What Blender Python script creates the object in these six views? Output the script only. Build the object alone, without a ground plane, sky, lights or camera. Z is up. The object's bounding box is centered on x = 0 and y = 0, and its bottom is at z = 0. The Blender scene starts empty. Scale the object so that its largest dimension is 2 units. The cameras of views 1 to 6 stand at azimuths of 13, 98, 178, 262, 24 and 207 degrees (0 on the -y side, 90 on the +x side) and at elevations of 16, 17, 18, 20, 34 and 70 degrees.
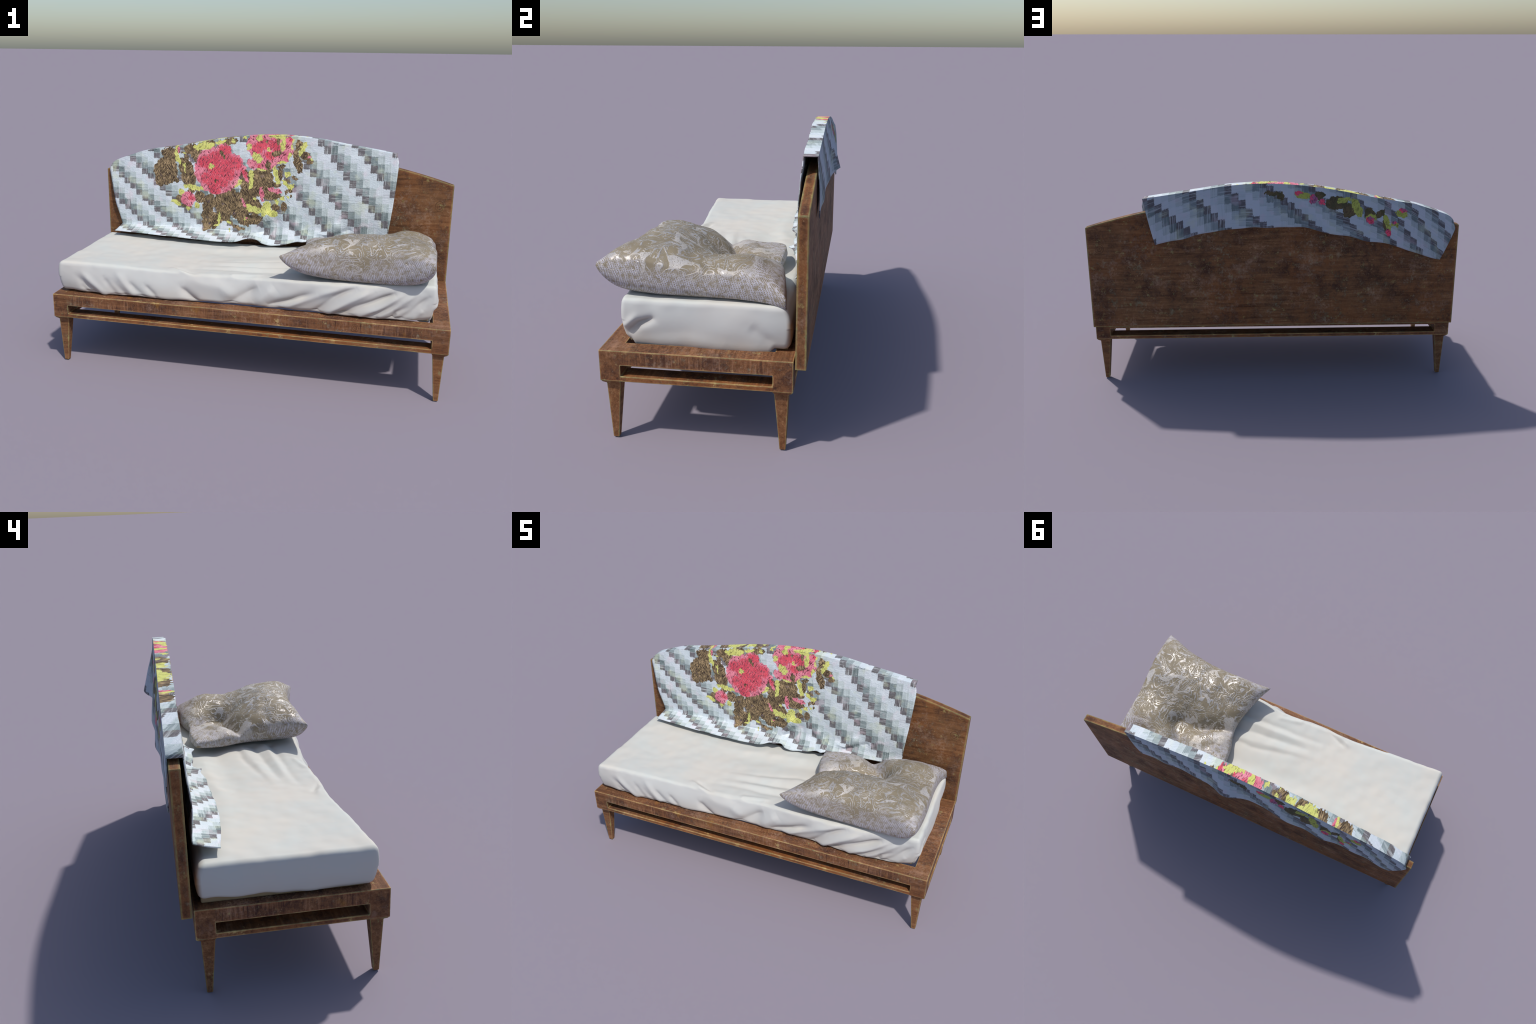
# An old daybed: worn veneer frame with tapered legs and an arched back panel, a sheeted mattress,
# a brocade cushion and an embroidered patchwork quilt thrown over the back panel.
import bpy, bmesh, math
import numpy as np
from mathutils import Vector
from mathutils.noise import noise as perlin

rng = np.random.default_rng(7)
SC = bpy.context.scene.collection


# ------------------------------------------------------------------ small helpers
def srgb(r, g, b):
    f = lambda c: (c / 12.92 if c <= 0.04045 else ((c + 0.055) / 1.055) ** 2.4)
    return (f(r / 255), f(g / 255), f(b / 255), 1.0)


class Nodes:
    """Short-hand for building a shader tree."""

    def __init__(self, name):
        self.mat = bpy.data.materials.new(name)
        self.mat.use_nodes = True
        self.t = self.mat.node_tree
        self.t.nodes.clear()
        self.out = self.t.nodes.new("ShaderNodeOutputMaterial")
        self.coord = self.t.nodes.new("ShaderNodeTexCoord").outputs["Object"]
        self._xyz = None

    def put(self, sock, v):
        if isinstance(v, bpy.types.NodeSocket):
            self.t.links.new(v, sock)
        elif v is not None:
            if sock.type == "RGBA" and len(v) == 3:
                v = (*v, 1)
            sock.default_value = v

    def node(self, kind, **kw):
        n = self.t.nodes.new("ShaderNode" + kind)
        for k, v in kw.items():
            setattr(n, k, v)
        return n

    def math(self, op, a, b=None, c=None, clamp=False):
        n = self.node("Math", operation=op, use_clamp=clamp)
        for i, v in enumerate((a, b, c)):
            if v is not None:
                self.put(n.inputs[i], v)
        return n.outputs[0]

    def vmath(self, op, a, b=None):
        n = self.node("VectorMath", operation=op)
        self.put(n.inputs[0], a)
        if b is not None:
            self.put(n.inputs[1], b)
        return n.outputs["Value"] if op in ("LENGTH", "DOT_PRODUCT", "DISTANCE") else n.outputs[0]

    def xyz(self, v=None):
        if v is None and self._xyz:
            return self._xyz
        n = self.node("SeparateXYZ")
        self.put(n.inputs[0], self.coord if v is None else v)
        r = (n.outputs[0], n.outputs[1], n.outputs[2])
        if v is None:
            self._xyz = r
        return r

    def vec(self, x=0.0, y=0.0, z=0.0):
        n = self.node("CombineXYZ")
        for i, v in enumerate((x, y, z)):
            self.put(n.inputs[i], v)
        return n.outputs[0]

    def mapping(self, v, loc=(0, 0, 0), rot=(0, 0, 0), scale=(1, 1, 1), kind="POINT"):
        n = self.node("Mapping", vector_type=kind)
        self.put(n.inputs[0], v)
        n.inputs["Location"].default_value = loc
        n.inputs["Rotation"].default_value = rot
        n.inputs["Scale"].default_value = scale
        return n.outputs[0]

    def turn(self, v, rot, scale):
        """Rotate first, then stretch: lets streaks run at any angle."""
        return self.mapping(self.mapping(v, rot=rot), scale=scale)

    def noise(self, v, scale, detail=3.0, rough=0.55, dist=0.0, col=False):
        n = self.node("TexNoise")
        self.put(n.inputs["Vector"], v)
        n.inputs["Scale"].default_value = scale
        n.inputs["Detail"].default_value = detail
        n.inputs["Roughness"].default_value = rough
        n.inputs["Distortion"].default_value = dist
        return n.outputs["Color" if col else "Fac"]

    def voronoi(self, v, scale, feature="F1", out="Distance", rand=1.0):
        n = self.node("TexVoronoi", feature=feature)
        self.put(n.inputs["Vector"], v)
        n.inputs["Scale"].default_value = scale
        n.inputs["Randomness"].default_value = rand
        return n.outputs[out]

    def wave(self, v, scale, axis="X", dist=0.0, detail=2.0, dscale=1.0, kind="BANDS"):
        n = self.node("TexWave", wave_type=kind)
        if kind == "BANDS":
            n.bands_direction = axis
        self.put(n.inputs["Vector"], v)
        n.inputs["Scale"].default_value = scale
        n.inputs["Distortion"].default_value = dist
        n.inputs["Detail"].default_value = detail
        n.inputs["Detail Scale"].default_value = dscale
        return n.outputs["Fac"]

    def white(self, v):
        n = self.node("TexWhiteNoise", noise_dimensions="3D")
        self.put(n.inputs["Vector"], v)
        return n.outputs["Value"]

    def range(self, v, a, b, c=0.0, d=1.0, smooth=False):
        n = self.node("MapRange", clamp=True)
        if smooth:
            n.interpolation_type = "SMOOTHSTEP"
        self.put(n.inputs[0], v)
        for i, q in zip((1, 2, 3, 4), (a, b, c, d)):
            self.put(n.inputs[i], q)
        return n.outputs[0]

    def ramp(self, v, stops, mode="LINEAR"):
        n = self.node("ValToRGB")
        cr = n.color_ramp
        cr.interpolation = mode
        while len(cr.elements) < len(stops):
            cr.elements.new(0.5)
        for e, (p, c) in zip(cr.elements, stops):
            e.position = p
            e.color = c if len(c) == 4 else (*c, 1)
        self.put(n.inputs[0], v)
        return n.outputs[0]

    def mix(self, f, a, b, mode="MIX"):
        n = self.node("Mix", data_type="RGBA", blend_type=mode)
        n.clamp_factor = True
        self.put(n.inputs["Factor"], f)
        self.put(n.inputs[6], a)
        self.put(n.inputs[7], b)
        return n.outputs[2]

    def bump(self, h, strength, dist=0.01, normal=None):
        n = self.node("Bump")
        n.inputs["Strength"].default_value = strength
        n.inputs["Distance"].default_value = dist
        self.put(n.inputs["Height"], h)
        if normal is not None:
            self.put(n.inputs["Normal"], normal)
        return n.outputs[0]

    def edge(self, radius):
        """0 on flat faces, rising to 1 on the convex and concave edges of the part."""
        b = self.node("Bevel", samples=6)
        b.inputs["Radius"].default_value = radius
        g = self.node("NewGeometry")
        d = self.vmath("DOT_PRODUCT", b.outputs[0], g.outputs["True Normal"])
        return self.math("SUBTRACT", 1.0, d, clamp=True)

    def finish(self, color, rough=0.6, normal=None, metallic=0.0, spec=0.5, sheen=0.0):
        p = self.node("BsdfPrincipled")
        self.put(p.inputs["Base Color"], color)
        self.put(p.inputs["Roughness"], rough)
        self.put(p.inputs["Metallic"], metallic)
        self.put(p.inputs["Specular IOR Level"], spec)
        self.put(p.inputs["Sheen Weight"], sheen)
        if normal is not None:
            self.put(p.inputs["Normal"], normal)
        self.t.links.new(p.outputs[0], self.out.inputs[0])
        return self.mat


def make_object(name, verts, faces, mats, parent=None, smooth=False, face_mat=None):
    me = bpy.data.meshes.new(name)
    me.from_pydata([tuple(map(float, v)) for v in verts], [], [tuple(map(int, f)) for f in faces])
    me.update()
    for m in mats if isinstance(mats, (list, tuple)) else [mats]:
        me.materials.append(m)
    if face_mat is not None:
        me.polygons.foreach_set("material_index", np.asarray(face_mat, dtype=np.int32))
    me.polygons.foreach_set("use_smooth", [smooth] * len(me.polygons))
    ob = bpy.data.objects.new(name, me)
    SC.objects.link(ob)
    ob.parent = parent
    return ob


def bevelled(ob, width, segments=2):
    bm = bmesh.new()
    bm.from_mesh(ob.data)
    bmesh.ops.recalc_face_normals(bm, faces=bm.faces)
    sharp = [e for e in bm.edges if len(e.link_faces) == 2 and e.calc_face_angle(0) > 0.3]
    bmesh.ops.bevel(bm, geom=sharp, offset=width, segments=segments, affect="EDGES", profile=0.5)
    bm.to_mesh(ob.data)
    bm.free()
    return ob


def box(name, lo, hi, mat, parent, bevel=0.0025):
    v = [(x, y, z) for z in (lo[2], hi[2]) for y in (lo[1], hi[1]) for x in (lo[0], hi[0])]
    f = [(0, 2, 3, 1), (4, 5, 7, 6), (0, 1, 5, 4), (2, 6, 7, 3), (0, 4, 6, 2), (1, 3, 7, 5)]
    return bevelled(make_object(name, v, f, mat, parent), bevel)


def catmull(pts, n):
    """Smooth curve through control points, n samples evenly spread over its parameter."""
    p = np.asarray(pts, float)
    p = np.vstack([2 * p[0] - p[1], p, 2 * p[-1] - p[-2]])
    t = np.linspace(0, len(p) - 3 - 1e-9, n)
    i = t.astype(int)
    u = (t - i)[:, None]
    a, b, c, d = p[i], p[i + 1], p[i + 2], p[i + 3]
    return 0.5 * (2 * b + (c - a) * u + (2 * a - 5 * b + 4 * c - d) * u**2 + (3 * b - a - 3 * c + d) * u**3)


def curve1(knots):
    """Smooth scalar function through (position, value) knots."""
    k = np.asarray(knots, float)
    tab = catmull(k, 400)
    return lambda x: np.interp(x, tab[:, 0], tab[:, 1])


def smoothstep(a, b, x):
    t = np.clip((x - a) / (b - a), 0, 1)
    return t * t * (3 - 2 * t)


def value_noise(p, seed=0):
    """Smooth 3D noise, about -1..1, for geometry; one feature per unit."""
    q = p * 1.6 + (seed * 17.3, seed * 5.7, seed * 9.1)
    return np.array([perlin(Vector(v)) for v in q.tolist()]) * 1.5


def polyline_field(p, pts):
    """Distance from points p to a polyline and the 0..1 position along it."""
    pts = np.asarray(pts, float)
    seg = np.linalg.norm(np.diff(pts, axis=0), axis=1)
    tot, acc = seg.sum(), 0.0
    best = np.full(len(p), 1e9)
    pos = np.zeros(len(p))
    for a, b, l in zip(pts[:-1], pts[1:], seg):
        t = np.clip(((p - a) @ (b - a)) / (l * l), 0, 1)
        d = np.linalg.norm(p - a - t[:, None] * (b - a), axis=1)
        m = d < best
        best[m] = d[m]
        pos[m] = (acc + t[m] * l) / tot
        acc += l
    return best, pos


# ------------------------------------------------------------------ materials: wood
def wood(name, grain, tone=1.0, rust=0.5, dust=0.4, grime_at=0.47, streak=0.0, knots=(), edge_col=(206, 184, 122), edge_r=0.008, lines=0.5, hue=(1.0, 1.0, 1.0)):
    """Old brown veneer. grain: axis the fibres follow. streak: short cross-grain streaks on the front faces."""
    n = Nodes(name)
    x, y, z = n.xyz()
    along = {"X": (1.6, 26, 26), "Y": (26, 1.6, 26), "Z": (30, 30, 2.0)}[grain]
    warp = n.mapping(n.noise(n.coord, 2.3, 3, 0.6, col=True), loc=(-0.5, -0.5, -0.5))
    p = n.vmath("ADD", n.coord, n.vmath("MULTIPLY", warp, (0.10, 0.03, 0.035)))
    fibre = n.noise(n.mapping(p, scale=along), 2.2, 6, 0.62)
    fine = n.noise(n.mapping(n.coord, scale=tuple(2.8 * a for a in along)), 2.6, 4, 0.7)
    speck = n.noise(n.coord, 85, 5, 0.8)
    g = n.math("ADD", n.math("ADD", n.math("MULTIPLY", fibre, 0.45), n.math("MULTIPLY", fine, 0.25)), n.math("MULTIPLY", speck, 0.30))
    t = lambda r, gg, b: tuple(c * k * tone for c, k in zip(srgb(r, gg, b)[:3], hue))
    col = n.ramp(g, [(0.35, t(68, 42, 26)), (0.46, t(108, 73, 47)), (0.55, t(132, 93, 62)), (0.66, t(168, 128, 92))])
    # warm, orange areas
    warm = n.range(n.noise(n.coord, 3.1, 5, 0.6), 0.44, 0.62)
    col = n.mix(n.math("MULTIPLY", warm, rust), col, n.mix(0.55, col, t(146, 84, 36)))
    # long dark lines of the figure
    ln = n.noise(n.mapping(p, scale=tuple(0.75 * a for a in along)), 2.0, 3, 0.55)
    ln = n.math("MULTIPLY", n.range(ln, 0.58, 0.66), n.range(n.noise(n.coord, 3.7, 3), 0.44, 0.6))
    col = n.mix(n.math("MULTIPLY", ln, lines), col, t(58, 34, 20))
    # purple-brown grime in blotches, broken up by fine speckle
    blotch = n.noise(n.vmath("ADD", n.coord, (3.1, 1.7, 0.3)), 4.8, 9, 0.72)
    coarse = n.noise(n.vmath("ADD", n.coord, (1.1, 0.7, 5.3)), 26, 6, 0.75)
    rough = n.math("ADD", n.math("MULTIPLY", n.math("SUBTRACT", speck, 0.5), 0.7), n.math("MULTIPLY", n.math("SUBTRACT", coarse, 0.5), 0.7))
    grime = n.range(n.math("ADD", blotch, rough), grime_at, grime_at + 0.20)
    col = n.mix(n.math("MULTIPLY", grime, 0.80), col, t(56, 36, 32))
    # rubbed, dusty patches and thin scratches
    rub = n.range(n.math("ADD", n.noise(n.vmath("ADD", n.coord, (9.2, 4.4, 7.7)), 5.5, 7, 0.7), rough), 0.53, 0.78)
    col = n.mix(n.math("MULTIPLY", rub, dust), col, t(176, 138, 112))
    green = n.range(n.math("ADD", n.noise(n.vmath("ADD", n.coord, (2.2, 8.4, 1.7)), 7, 6, 0.7), rough), 0.62, 0.80)
    col = n.mix(n.math("MULTIPLY", green, dust * 0.8), col, t(138, 136, 108))
    ns = n.noise(n.turn(n.coord, (0.4, 0.7, 0.5), (130, 130, 4)), 1.0, 2, 0.5)
    ns2 = n.noise(n.turn(n.coord, (-0.5, -0.9, 0.2), (140, 140, 4)), 1.0, 2, 0.5)
    scratch = n.math("MULTIPLY", n.range(n.math("MAXIMUM", ns, ns2), 0.67, 0.74), n.range(n.noise(n.coord, 5, 2), 0.50, 0.64))
    col = n.mix(n.math("MULTIPLY", scratch, 0.38), col, t(196, 164, 124))
    if streak:
        s = n.noise(n.mapping(n.coord, scale=(120, 120, 8)), 1.0, 5, 0.7)
        band = n.range(n.noise(n.mapping(n.coord, scale=(7, 7, 6)), 1.0, 3), 0.42, 0.58)
        col = n.mix(n.math("MULTIPLY", n.math("MULTIPLY", n.range(s, 0.54, 0.62), band), streak), col, t(62, 38, 32))
        col = n.mix(n.math("MULTIPLY", n.range(s, 0.46, 0.34), streak * 0.40), col, t(180, 136, 104))
        gold = n.range(n.noise(n.coord, 11, 3), 0.64, 0.72)
        col = n.mix(n.math("MULTIPLY", gold, 0.35), col, t(150, 104, 22))
    for kx, kz, r in knots:  # growth rings of knots
        q = n.vmath("LENGTH", n.vec(n.math("SUBTRACT", x, kx), 0.0, n.math("MULTIPLY", n.math("SUBTRACT", z, kz), 0.85)))
        q = n.math("ADD", q, n.math("MULTIPLY", n.math("SUBTRACT", n.noise(n.coord, 45, 2), 0.5), r * 0.35))
        ring = n.math("SINE", n.math("MULTIPLY", q, 22.0 / r))
        m = n.math("MULTIPLY", n.range(q, r, r * 0.75), n.range(ring, 0.1, 0.7))
        col = n.mix(n.math("MULTIPLY", m, 0.5), col, t(66, 42, 26))
    # worn edges: pale yellow-green core, rust fringe, both ragged
    wob = n.noise(n.coord, 30, 5, 0.7)
    e = n.edge(edge_r)
    eb = n.edge(edge_r * 2.2)
    fr = n.math("ADD", eb, n.math("MULTIPLY", n.math("SUBTRACT", wob, 0.5), 0.10))
    col = n.mix(n.range(fr, 0.02, 0.07, 0, 0.45), col, t(160, 94, 58))
    co = n.math("ADD", e, n.math("MULTIPLY", n.math("SUBTRACT", n.noise(n.vmath("ADD", n.coord, (3, 1, 4)), 24, 5, 0.75), 0.5), 0.30))
    pale = n.mix(n.range(n.noise(n.coord, 13, 3), 0.42, 0.6), t(*edge_col), t(134, 140, 98))
    col = n.mix(n.range(co, 0.03, 0.075, 0, 0.95), col, pale)
    h = n.math("ADD", n.math("MULTIPLY", g, 0.6), n.math("MULTIPLY", speck, 0.4))
    return n.finish(col, rough=n.range(grime, 0, 1, 0.62, 0.75), normal=n.bump(h, 0.28, 0.004), spec=0.22)


# ------------------------------------------------------------------ materials: sheet
def sheet_material():
    n = Nodes("cotton_sheet")
    a = n.noise(n.coord, 5.0, 5, 0.6)
    col = n.ramp(a, [(0.32, srgb(200, 203, 198)), (0.5, srgb(203, 202, 195)), (0.68, srgb(206, 202, 193))])
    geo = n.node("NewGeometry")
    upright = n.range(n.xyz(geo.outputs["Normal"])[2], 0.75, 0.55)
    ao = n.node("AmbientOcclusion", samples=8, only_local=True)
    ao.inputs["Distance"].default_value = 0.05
    crease = n.math("MULTIPLY", n.range(ao.outputs["AO"], 0.96, 0.62), upright)  # fold shadow baked into the colour, masked by AO
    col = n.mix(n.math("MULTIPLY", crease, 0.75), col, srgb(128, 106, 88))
    col = n.mix(n.math("MULTIPLY", upright, 0.5), col, srgb(188, 188, 188))  # upright sides tinted greyer to paint in their weaker light
    x, y, z = n.xyz()
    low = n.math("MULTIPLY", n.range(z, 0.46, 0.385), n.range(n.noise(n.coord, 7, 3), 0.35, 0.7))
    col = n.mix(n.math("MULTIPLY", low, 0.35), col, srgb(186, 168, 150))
    # the side turned to the back panel is coloured tan
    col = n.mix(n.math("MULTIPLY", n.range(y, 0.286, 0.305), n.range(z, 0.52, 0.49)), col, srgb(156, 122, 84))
    h = n.noise(n.coord, 30, 4, 0.6)
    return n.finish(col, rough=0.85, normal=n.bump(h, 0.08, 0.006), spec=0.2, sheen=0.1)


# ------------------------------------------------------------------ materials: cushion
def brocade_material():
    n = Nodes("brocade")
    x, y, z = n.xyz()
    warp = n.mapping(n.noise(n.coord, 5.0, 2, 0.5, col=True), loc=(-0.5, -0.5, -0.5))
    p = n.vmath("ADD", n.coord, n.vmath("MULTIPLY", warp, (0.15, 0.15, 0.15)))
    base = n.mix(n.noise(n.coord, 9, 4), srgb(122, 111, 91), srgb(150, 138, 116))
    # swirling thread lines: contour lines of a warped noise, drawn in broken pieces
    def contour(seed, scale, freq, w):
        f = n.noise(n.vmath("ADD", p, seed), scale, 2.0, 0.45, 0.7)
        tri = n.math("PINGPONG", n.math("MULTIPLY", f, freq), 0.5)
        return n.range(tri, w, w * 0.45)
    brk = n.range(n.noise(n.coord, 22, 3), 0.40, 0.50)
    brk2 = n.range(n.noise(n.vmath("ADD", n.coord, (7, 3, 1)), 14, 3), 0.46, 0.56)
    line = n.math("MULTIPLY", contour((0, 0, 0), 8.0, 13.0, 0.17), brk)
    line = n.math("MAXIMUM", line, n.math("MULTIPLY", contour((2, 5, 3), 13.0, 14.0, 0.15), brk2))
    # lace leaves: islands with a ragged border
    isl = n.noise(n.vmath("ADD", p, (5.0, 2.0, 1.0)), 9.5, 2.0, 0.45, 0.9)
    lace = n.math("MULTIPLY", n.range(isl, 0.600, 0.612), n.range(n.noise(n.coord, 170, 2, 0.6), 0.28, 0.48))
    # open net weave, showing most towards the corners and the sides of the cushion
    u = n.math("ADD", x, n.math("MULTIPLY", z, 0.8))
    v = n.math("ADD", y, n.math("MULTIPLY", z, 0.9))
    uv = n.vec(n.math("ADD", u, n.math("MULTIPLY", v, 0.75)), n.math("SUBTRACT", v, n.math("MULTIPLY", u, 0.75)), 0.0)
    uv = n.vmath("ADD", uv, n.vmath("MULTIPLY", n.mapping(n.noise(n.coord, 30, 2, col=True), loc=(-0.5, -0.5, -0.5)), (0.012, 0.012, 0.0)))
    w1 = n.wave(uv, 36, "X", 0.0)
    w2 = n.wave(uv, 36, "Y", 0.0)
    net = n.math("MULTIPLY", n.math("MAXIMUM", n.range(w1, 0.45, 0.80), n.range(w2, 0.45, 0.80)), n.range(n.noise(n.coord, 55, 3), 0.33, 0.55))
    cx = n.math("ABSOLUTE", n.math("SUBTRACT", x, 0.57))
    cy = n.math("ABSOLUTE", n.math("ADD", y, 0.08))
    corner = n.math("ADD", n.math("POWER", n.math("DIVIDE", cx, 0.37), 2.0), n.math("POWER", n.math("DIVIDE", cy, 0.35), 2.0))
    zone = n.math("ADD", n.math("ADD", corner, n.math("MULTIPLY", n.range(z, 0.70, 0.60), 0.75)), n.math("MULTIPLY", n.math("SUBTRACT", n.noise(n.coord, 10, 4, 0.65), 0.5), 2.6))
    netmask = n.range(zone, 0.95, 1.45)
    net = n.math("MULTIPLY", net, netmask)
    # short loose stitches lying across the net
    def dashes(rot, scale, at):
        d = n.voronoi(n.turn(uv, (0, 0, rot), (1.0, 4.2, 1.0)), scale, "F1")
        return n.math("MULTIPLY", n.range(d, 0.26, 0.16), n.range(n.noise(n.vmath("ADD", n.coord, (rot, 1, 2)), 13, 2), at, at + 0.07))
    stitch = n.math("MAXIMUM", dashes(0.4, 34, 0.50), dashes(-1.0, 30, 0.52))
    pale = n.mix(n.noise(n.coord, 14, 2), srgb(196, 198, 208), srgb(204, 192, 172))
    thread = n.math("MAXIMUM", n.math("MULTIPLY", n.math("MAXIMUM", n.math("MULTIPLY", line, 0.85), n.math("MULTIPLY", lace, 0.8)), n.range(netmask, 0, 1, 1.0, 0.35)), stitch)
    col = n.mix(n.math("MULTIPLY", net, 0.9), base, srgb(192, 190, 202))
    col = n.mix(thread, col, pale)
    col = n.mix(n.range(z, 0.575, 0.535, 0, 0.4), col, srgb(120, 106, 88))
    raised = n.math("MAXIMUM", thread, n.math("MULTIPLY", net, 0.6))
    nb = n.bump(n.noise(n.coord, 260, 2), 0.15, 0.002)
    nb = n.bump(raised, 0.55, 0.0022, nb)
    metal = n.math("MULTIPLY", n.math("MULTIPLY", thread, n.range(lace, 0, 1, 1.0, 0.35)), 0.5)
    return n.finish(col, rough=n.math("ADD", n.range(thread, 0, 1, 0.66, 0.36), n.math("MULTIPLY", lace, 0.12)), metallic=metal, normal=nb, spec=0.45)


# ------------------------------------------------------------------ materials: quilt
# The flower design is laid out on a sketch grid (X to the right, Y down, 1000 units = 0.47 m):
# each motif is an ellipse: centre X, Y, half-width, half-height, tilt in degrees (clockwise).
BROWN = [
    (820, 520, 142, 165, 8), (752, 650, 52, 72, 0), (1075, 470, 80, 120, -30), (1120, 600, 88, 105, -12), (1170, 680, 32, 50, 0),
    (860, 290, 110, 62, -10), (905, 340, 60, 60, 0), (1145, 235, 105, 58, -14), (1210, 300, 70, 80, 0), (1600, 150, 110, 42, -12), (1380, 175, 60, 45, 0),
    (1050, 305, 45, 13, 25), (1085, 350, 34, 12, 10), (1180, 375, 30, 12, 40),
    (1010, 900, 42, 62, 0), (1275, 870, 70, 72, 0), (1110, 990, 70, 30, 10), (1160, 780, 40, 40, 0),
    (1395, 960, 72, 130, 10), (1375, 1160, 60, 140, -4), (1450, 1180, 80, 110, 10), (1560, 930, 90, 170, 0), (1600, 1080, 80, 110, 0),
    (1680, 880, 110, 110, 0), (1730, 1010, 90, 160, -28), (1830, 1130, 80, 120, -28), (1880, 900, 110, 170, 0), (1960, 980, 90, 120, -30),
    (1830, 610, 62, 100, -12), (1860, 730, 70, 70, 0), (1965, 620, 95, 100, 0),
    (2075, 620, 105, 100, 0), (2130, 710, 78, 70, -30), (2170, 830, 100, 72, 0), (2090, 520, 60, 50, 0), (1990, 760, 70, 90, 0), (1970, 1170, 100, 66, 0),
    (1370, 1290, 30, 60, 0), (1545, 1120, 40, 110, 8), (1890, 1225, 34, 50, -30), (1440, 1240, 24, 60, 14), (690, 480, 24, 60, 10), (960, 640, 40, 30, 30), (2235, 700, 40, 36, 0), (2240, 850, 60, 30, 10), (2060, 1160, 30, 40, 0), (1915, 800, 80, 90, 0),
    (2455, 190, 42, 58, 0), (2425, 300, 28, 60, 10), (2465, 430, 46, 110, -22), (2490, 500, 30, 60, 0), (2545, 330, 62, 44, 20), (2600, 405, 38, 30, 0),
    (2260, 580, 30, 75, 0), (2275, 470, 50, 24, -15), (2440, 615, 38, 22, 10), (2335, 1000, 38, 55, 0), (2365, 650, 40, 20, 30), (2355, 800, 14, 42, 0),
    (2235, 1010, 45, 42, 0), (2415, 855, 12, 20, 0), (2400, 770, 30, 40, 0),
    (1665, 1185, 66, 26, 55), (1790, 1285, 80, 17, 20), (2065, 300, 0, 0, 0),
]
YELLOW = [
    (965, 345, 26, 85, -22), (955, 235, 24, 26, 0), (1290, 205, 130, 44, -8), (1500, 150, 60, 22, -14), (1660, 140, 28, 22, 0), (1800, 95, 24, 18, 0),
    (1180, 735, 112, 32, 8), (1035, 800, 32, 38, 0), (950, 925, 48, 30, 10), (1000, 955, 26, 20, 0), (1130, 1018, 28, 20, 0), (1245, 983, 32, 33, 0), (1290, 750, 52, 24, -10),
    (1745, 690, 66, 30, -40), (1535, 1170, 16, 88, 4), (1505, 1248, 28, 14, 0), (1660, 1205, 26, 26, 20), (1680, 1310, 10, 26, 0), (1868, 1160, 24, 22, 0), (1060, 480, 12, 55, 0),
    (2505, 240, 30, 92, 28), (2205, 560, 24, 110, -16), (2240, 660, 26, 34, 0), (2355, 565, 34, 32, 0), (2340, 690, 60, 26, 40), (2410, 740, 32, 36, 0),
    (1910, 560, 30, 44, 0), (1915, 670, 24, 88, 6), (2315, 890, 28, 22, -30), (2380, 870, 14, 18, 0), (2245, 930, 20, 38, -30), (2120, 1030, 56, 102, 18), (2195, 1088, 74, 44, -8),
    (1985, 1040, 92, 40, 14), (1920, 1010, 60, 40, 45), (2030, 500, 60, 20, 0), (2622, 375, 16, 12, 0), (1975, 885, 20, 18, 0), (1045, 290, 18, 14, 0),
]
PINK = [
    (1480, 520, 268, 275, 0), (1540, 270, 100, 90, 10), (1700, 420, 90, 110, -20), (1465, 760, 82, 72, 0), (1330, 380, 100, 120, 20), (1640, 640, 90, 110, 10),
    (2130, 250, 250, 175, 0), (1960, 200, 130, 130, 0), (2050, 420, 130, 70, 10), (2290, 250, 80, 160, 8), (1930, 430, 80, 60, 20), (2200, 130, 180, 60, 0),
    (1830, 580, 26, 100, -28), (1790, 480, 50, 34, 0), (1125, 890, 86, 92, -10),
    (2060, 830, 26, 88, -8), (2215, 780, 82, 30, 8), (1838, 950, 14, 66, -32), (1880, 1155, 20, 14, 0), (2585, 345, 16, 20, 0), (978, 255, 16, 40, 0),
]
RED = [
    (1500, 430, 180, 150, 0), (1560, 260, 80, 60, 0), (1690, 430, 85, 75, 0), (1480, 660, 150, 80, 0), (1460, 770, 76, 60, 0), (1300, 400, 60, 70, 0), (1340, 620, 60, 70, 0), (1600, 560, 100, 90, 0),
    (2060, 180, 100, 60, 0), (2190, 230, 44, 110, 0), (1960, 240, 60, 60, 0), (2120, 330, 56, 46, 0), (1170, 880, 38, 32, 10), (2000, 470, 26, 30, 0), (2360, 110, 30, 40, 0),
    (1825, 560, 20, 70, -28),
]
ROSE_SPOTS_YELLOW = [
    (1405, 460, 32, 32, 0), (1970, 355, 46, 74, -50), (1850, 215, 32, 42, 20), (2268, 165, 30, 100, 6), (2390, 160, 18, 90, 12), (2205, 88, 110, 24, 4), (1975, 105, 36, 32, 0), (2275, 412, 60, 14, -10), (2360, 335, 18, 46, 20), (2098, 252, 24, 24, 0),
]
ROSE_SPOTS_BROWN = [(1525, 300, 22, 40, -30), (1550, 350, 12, 30, 0), (2195, 305, 60, 36, -20), (2205, 150, 20, 40, 0), (2105, 450, 34, 52, 0), (1470, 655, 14, 20, 0), (1840, 390, 14, 30, 0), (2070, 150, 14, 20, 0)]
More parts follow.
